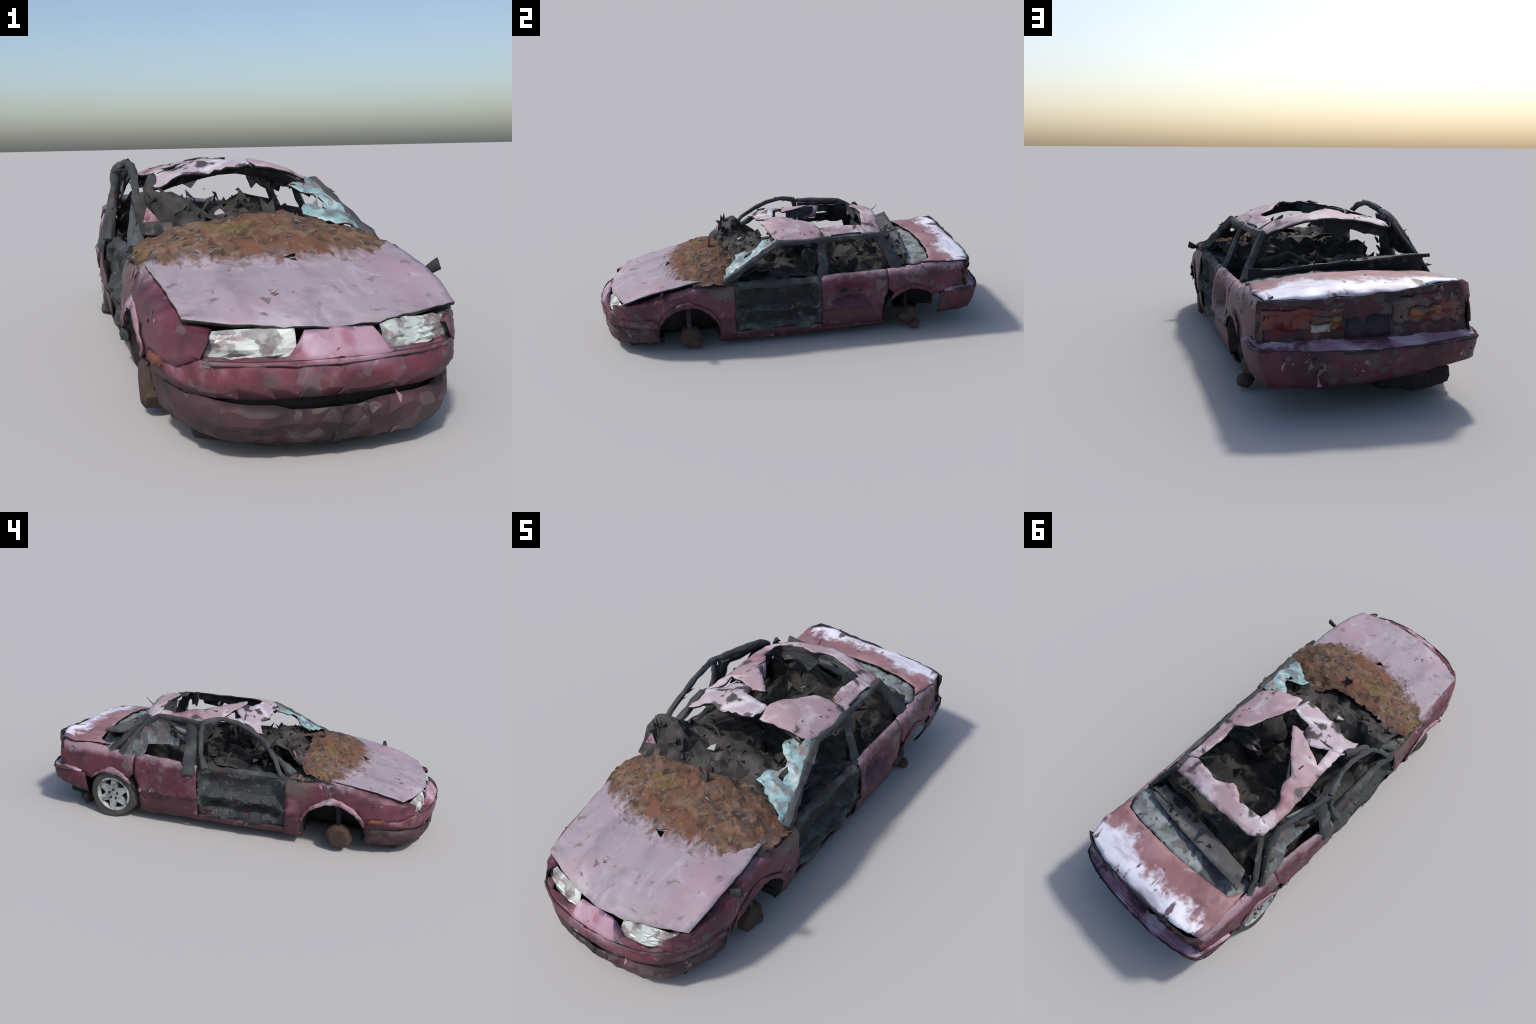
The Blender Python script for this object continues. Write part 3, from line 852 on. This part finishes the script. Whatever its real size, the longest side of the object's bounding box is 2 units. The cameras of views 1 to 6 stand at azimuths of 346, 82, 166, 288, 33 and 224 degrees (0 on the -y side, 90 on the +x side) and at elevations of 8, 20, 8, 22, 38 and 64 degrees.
# rear window gutter, shelf bar, aerial
sheet("window_gutter", [(.325, .60), (.325, .645), (.30, .695), (.2, .71), (0, .715), (-.2, .698), (-.305, .682), (-.338, .60), (-.30, .545), (-.275, .60), (0, .600), (.2, .585), (.285, .54)],
      lambda x, y: (x, y, .392 - .036 * (abs(x) / .33) ** 2.2 - .004 * smooth(.70, .64, y) + .004), [trough, char], step=.02, rough=.006, freq=16, spike=.004, seed=141, flakes=.15)
sheet("parcel_shelf", [(-.322, .648), (-.2, .640), (0, .626), (.15, .612), (.262, .594), (.262, .520), (.15, .525), (0, .535), (-.15, .550), (-.285, .565)],
      lambda x, y: (x, y, .422 - .074 * x + .12 * (y - .63)), [shelf, char], step=.022, jag=.002, rough=.006, freq=14, seed=143, thick=.012)
sheet("shelf_front", [(-.30, 0), (.27, 0), (.27, 1), (-.30, 1)], lambda x, d: (x, .618 - .085 * x - .012 * d, .424 - .074 * x - .012 - .045 * d), [char], step=.07, rough=.005, up=(0, 1, 0), seed=144)
tube("aerial", [(-.085, .488, .522), (-.085, .505, .540), (-.084, .514, .546), (-.085, .532, .567)], [.003, .0022, .002, .0012], flake_dark, sides=5, step=.01, seed=14)

# ----------------------------------------------------------------- cabin
floor = lambda x, y: (x, y, .056 - .04 * x + (0 if y < .66 else smooth(.66, .74, y) * .115))
sheet("floor_pan", [(-.18, -.93), (.18, -.93), (.18, -.40), (.322, -.395), (.322, .44), (.18, .44), (.18, .78), (.34, .80), (.33, .90), (-.33, .90), (-.34, .80), (-.18, .78), (-.18, .44), (-.322, .44), (-.322, -.395), (-.18, -.40)], floor, [under], step=.06, rough=.010, seed=151, thick=.01)
for side in (1, -1):
    for y0, y1, top in ((-.74, -.39, .27), (.43, .76, .28)):
        sheet("inner_wing", [(y0, .07 if y0 < 0 else .13), (y1, .07), (y1, top), (y0, top)], lambda y, z, side=side: (side * (.205 if side > 0 else .165), y, z), [under], step=.06, rough=.008, up=(side, 0, 0), seed=153)
    sheet("inner_sill", [(-.36, .06), (.50, .06), (.50, .33), (-.36, .33)], lambda y, z, side=side: (side * (.315 - .1 * max(0, z - .3)), y, z), [char], step=.06, rough=.01, up=(-side, 0, 0), seed=155,
          holes=[[(-.27, .205), (-.27, .28), (-.12, .288), (.06, .285), (.07, .21), (-.1, .20)]] if side < 0 else [])
sheet("firewall", [(-.34, .06), (.34, .06), (.34, .36), (-.34, .36)], lambda x, z: (x, -.36, z), [char], step=.06, rough=.015, up=(0, 1, 0), seed=156)


def litter(x, y):
    # burnt seats, springs and fallen lining fill the cabin to window height
    z = .340 + .040 * fnoise((x, y, 0), 7, 3) + .022 * fnoise((x, y, 0), 18, 6)
    z += .035 * smooth(.14, .28, y) + .020 * smooth(.38, .47, y)
    z -= .07 * smooth(.20, .28, abs(x)) * smooth(.10, .18, y)
    z -= .08 * smooth(.14, .05, abs(x - .06)) * smooth(.20, .10, abs(y - .12))
    return z


sheet("cabin_debris", [(-.32, -.34), (.32, -.34), (.32, .56), (-.32, .56)], lambda x, y: (x, y, litter(x, y)), [seat_ash], step=.035, rough=.022, freq=20, spike=.015, flat=True, seed=157, thick=0)
for side in (1, -1):
    lump("front_seat", (side * .185, -.03, .315), (.11, .125, .055), seat_ash, seed=5 + side, boxy=.55, rough=.25)
    lump("seat_back", (side * .185, .105, .335), (.095, .042, .085), char, seed=9 + side, boxy=.5, rough=.35)
sheet("rear_seat_back", [(-.30, .18), (.30, .18), (.29, .385), (.15, .42), (.05, .37), (-.1, .40), (-.2, .36), (-.29, .39)], lambda x, z: (x, .44 + .25 * (z - .2), z + .028), [seat_ash], step=.035, rough=.02, freq=12, spike=.015, flat=True, up=(0, -1, 0), seed=159, thick=.02)
sheet("trunk_bulkhead", [(-.32, .10), (.32, .10), (.31, .40), (-.31, .40)], lambda x, z: (x, .575, z), [char], step=.06, rough=.01, up=(0, 1, 0), seed=160)
# steering column and hoop
tube("steering_column", [(-.17, -.30, .40), (-.165, -.16, .385)], .016, char, seed=16)
hoop = [(-.18 + .07 * math.cos(a), -.165 + .05 * math.sin(a), .375 + .055 * math.sin(a)) for a in [i * PI / 8 for i in range(17)]]
tube("steering_wheel", hoop, .006, char, sides=6, step=.05, seed=17, side=(0, 1, 0))

# crumpled dash and scuttle heap, highest at the -x corner
DASH = [(-.345, .47), (-.326, .500), (-.285, .520), (-.262, .504), (-.231, .500), (-.192, .484), (-.15, .458), (-.13, .440), (-.09, .418), (0, .412), (.12, .404), (.25, .385), (.31, .37)]


def dash(x, m):
    d = max(0.0, m / .14)
    top = table(DASH, x)
    yc = -.262
    if d < 1:
        y = -.40 + (yc + .40) * d
        z = .385 + (top - .385) * (d ** 1.25)
    else:
        t = min(1.0, d - 1)
        y = yc + .14 * t
        z = top + (.418 - top) * smooth(0, .7, t) if x < .12 else top + (.40 - top) * t
        if d > 2:
            y += .05 * (d - 2) / .45
            z -= .10 * (d - 2) / .45
    return (x, y, z)


sheet("dashboard", [(-.315, .02), (-.2, 0), (-.05, .014), (.1, .035), (.28, .05), (.30, .14), (.28, .30), (.1, .34), (-.1, .34), (-.26, .34), (-.318, .20), (-.328, .15), (-.322, .10)], dash, [ash_metal, char], step=.034, inner_step=.030, rough=.018, freq=16, spike=.017, flat=True, seed=161, thick=.004)
rng = random.Random(44)
pile = []
for i in range(170):
    x = rng.uniform(-.30, .24)
    y = rng.uniform(-.33, -.10)
    z = (table(DASH, x) if y < -.24 else .425) - .018 + rng.uniform(-.03, .010)
    pile.append(((x, y, z), (rng.uniform(-1, 1), rng.uniform(-1, .5), rng.uniform(0, 1)), rng.uniform(.012, .040)))
shards("scuttle_scrap", pile, ash_metal, seed=3)
pile = []
for i in range(150):
    x, y = rng.uniform(-.30, .30), rng.uniform(-.1, .62)
    z = litter(x, y) + rng.uniform(0, .05)
    pile.append(((x, y, z), (rng.uniform(-1, 1), rng.uniform(-1, 1), rng.uniform(.1, 1)), rng.uniform(.012, .038)))
shards("cabin_scrap", pile, seat_ash, seed=5)
sheet("bent_sheet", [(0, .01), (.015, .05), (.07, -.012), (.03, -.03)], lambda a, b: (-.31 + a, -.36 + b * .6 + .25 * a, .41 + b * 1.1 + .1 * a), [flake_pink, char], step=.03, rough=.008, flat=True, up=(0, -1, .5), seed=163)
sheet("pale_scrap", [(0, 0), (.034, .004), (.022, .034)], lambda a, b: (-.10 + a, -.245 + .8 * b, .428 + .4 * b), [white_lens], step=.02, jag=.004, rough=.006, flat=True, up=(0, 1, .5), seed=164)
sheet("standing_scrap", [(0, 0), (.03, .005), (.028, .05), (.012, .035), (-.008, .055)], lambda a, b: (.0 + a, -.416 + .2 * b, .432 + b), [ash_metal], step=.02, rough=.004, flat=True, up=(0, -1, 0), seed=165)

# ----------------------------------------------------------------- running gear
wheel = bpy.data.objects.new("wheel", None)
bpy.context.scene.collection.objects.link(wheel)
wheel.parent = car
WC = Vector((-.334, .592, .120))


def revolve(name, profile, mat, segs=48, flatten=False, parent=None, angle=35):
    """Profile of (radius, outward) pairs spun about the axle."""
    bm = bmesh.new()
    rings = []
    for r, o in profile:
        ring = []
        for k in range(segs):
            a = 2 * PI * k / segs
            y, z = r * math.cos(a), r * math.sin(a)
            x = -o
            if flatten:
                if z < -.095:
                    x += -.012 * smooth(-.095, -.125, z) * (1 if o > 0 else -1)
                    z = max(z, -.1195)
                y += .02 * smooth(-.05, -.12, z)
                w = .003 * fnoise((y, z, o), 20, 2)
                y, z = y * (1 + w), max(z * (1 + w), -.1195)
            ring.append(bm.verts.new(WC + Vector((x, y, z))))
        rings.append(ring)
    for a, b in zip(rings, rings[1:]):
        for k in range(segs):
            bm.faces.new((a[k], a[(k + 1) % segs], b[(k + 1) % segs], b[k]))
    bmesh.ops.recalc_face_normals(bm, faces=bm.faces[:])
    return finish(bm, name, mat, angle, parent=parent)


revolve("tyre", [(.08, -.055), (.118, -.055), (.128, -.042), (.130, 0), (.129, .025), (.122, .040), (.105, .045), (.094, .042), (.088, .034), (.08, .02)], rubber, flatten=True, parent=wheel)
revolve("rim", [(.093, .036), (.090, .046), (.084, .047), (.077, .040), (.074, .028)], alloy, parent=wheel)
revolve("wheel_well_disc", [(.076, .018), (.001, .018)], under, parent=wheel, segs=24)
# six-pointed cover: a star hub with spokes reaching the rim
bm = bmesh.new()
star = []
for k in range(12):
    a = PI / 2 + k * PI / 6 + .08
    r = .079 if k % 2 == 0 else .042
    if k % 2 == 0:
        for da in (-.14, .14):
            star.append((r * math.cos(a + da), r * math.sin(a + da)))
    else:
        star.append((r * math.cos(a), r * math.sin(a)))
front = [bm.verts.new(WC + Vector((-(.045 if math.hypot(y, z) > .06 else .042), y, z))) for y, z in star]
back = [bm.verts.new(WC + Vector((-.022, y, z))) for y, z in star]
mid = bm.verts.new(WC + Vector((-.036, 0, 0)))
n = len(star)
for k in range(n):
    bm.faces.new((front[k], front[(k + 1) % n], mid))
    bm.faces.new((front[(k + 1) % n], front[k], back[k], back[(k + 1) % n]))
bmesh.ops.recalc_face_normals(bm, faces=bm.faces[:])
finish(bm, "wheel_cover", alloy, parent=wheel)
bm = bmesh.new()
for k in range(5):
    a = PI / 2 + k * 2 * PI / 5
    r = bmesh.ops.create_cone(bm, cap_ends=True, segments=6, radius1=.0065, radius2=.0065, depth=.006, matrix=Matrix.Translation(WC + Vector((-.040, .024 * math.cos(a), .024 * math.sin(a)))) @ Matrix.Rotation(PI / 2, 4, 'Y'))
finish(bm, "wheel_nut", under, parent=wheel, flat=True)


def hub(name, c, r, w, side, seed):
    bm = bmesh.new()
    rng = random.Random(seed)
    rings = []
    for o, k in ((-w, .55), (-w * .8, .95), (0, 1.0), (w * .7, .95), (w, .72)):
        rings.append([bm.verts.new(Vector(c) + Vector((side * o, r * k * math.cos(a) * rng.uniform(.93, 1.07), r * k * math.sin(a) * rng.uniform(.93, 1.07)))) for a in [2 * PI * j / 11 for j in range(11)]])
    for a, b in zip(rings, rings[1:]):
        for k in range(11):
            bm.faces.new((a[k], a[(k + 1) % 11], b[(k + 1) % 11], b[k]))
    bm.faces.new(rings[0])
    bm.faces.new(rings[-1])
    bmesh.ops.recalc_face_normals(bm, faces=bm.faces[:])
    return finish(bm, name, rust, 25)


hub("brake_hub", (-.322, -.582, .074), .062, .032, -1, 2)
hub("brake_hub", (.305, -.545, .068), .056, .032, 1, 3)
hub("brake_hub", (.298, .592, .070), .054, .032, 1, 4)
lump("hub_foot", (.330, .622, .026), (.030, .028, .026), rust, seed=8, flat=True, sub=2)
lump("hub_foot", (.325, -.51, .035), (.018, .020, .026), rust, seed=9, flat=True, sub=2)
tube("suspension_strut", [(-.315, -.575, .12), (-.31, -.57, .20), (-.30, -.555, .27)], [.012, .014, .018], char, seed=20)
tube("suspension_strut", [(.315, -.55, .12), (.31, -.55, .20), (.30, -.545, .27)], [.012, .014, .018], char, seed=21)
tube("axle_beam", [(-.33, .59, .11), (0, .57, .12), (.33, .578, .10)], [.018, .022, .018], under, seed=22, side=(0, 0, 1))
tube("trailing_arm", [(.31, .58, .10), (.30, .46, .10), (.29, .38, .09)], [.026, .03, .03], under, seed=23)
tube("lower_arm", [(-.33, -.578, .07), (-.20, -.57, .07)], [.018, .03], under, seed=24)
tube("lower_arm", [(.33, -.552, .07), (.20, -.56, .07)], [.018, .03], under, seed=25)
# stub of the door mirror, bent up off the fender, and loose bits at the cowl
sheet("mirror_stub", [(0, 0), (.05, .012), (.058, -.018), (.03, -.02), (-.02, -.005), (-.02, .01)], lambda a, b: (.325 + a * .75, -.675 + .25 * b, .322 + b + .2 * a), [char], step=.015, rough=.005, up=(0, -1, 0), seed=171, thick=.014)

# ----------------------------------------------------------------- loose flakes
rng = random.Random(99)
grey, pink, dark = [], [], []
for name, groups in FLAKE_SITES.items():
    for faces, density in groups:
        for verts, nrm, area in faces:
            c = sum(verts, Vector()) / 3
            cluster = smooth(-.05, .45, fnoise(c, 7, 2.0)) * 1.5
            if rng.random() < area * 2100 * density * .5 * cluster:
                tilt = Vector((rng.uniform(-1, 1), rng.uniform(-1, 1), rng.uniform(-1, 1))) * .14
                size = rng.choice((.005, .007, .009, .011, .014, .018))
                r = rng.random()
                bucket = dark if r < .10 else pink if (r < .30 and name not in ("dirt_heap", "quarter_window_remnant", "front_door", "tail_panel")) else grey
                if bucket is dark:
                    size = min(size, .008)
                bucket.append((c + nrm * .0018, nrm + tilt * .6, size))
shards("torn_scraps", TATTERS, frame_metal, seed=34)
shards("bare_metal_flakes", grey, flake_grey, seed=31)
shards("curled_paint_flakes", pink, flake_pink, seed=32)
shards("soot_chips", dark, flake_dark, seed=33)
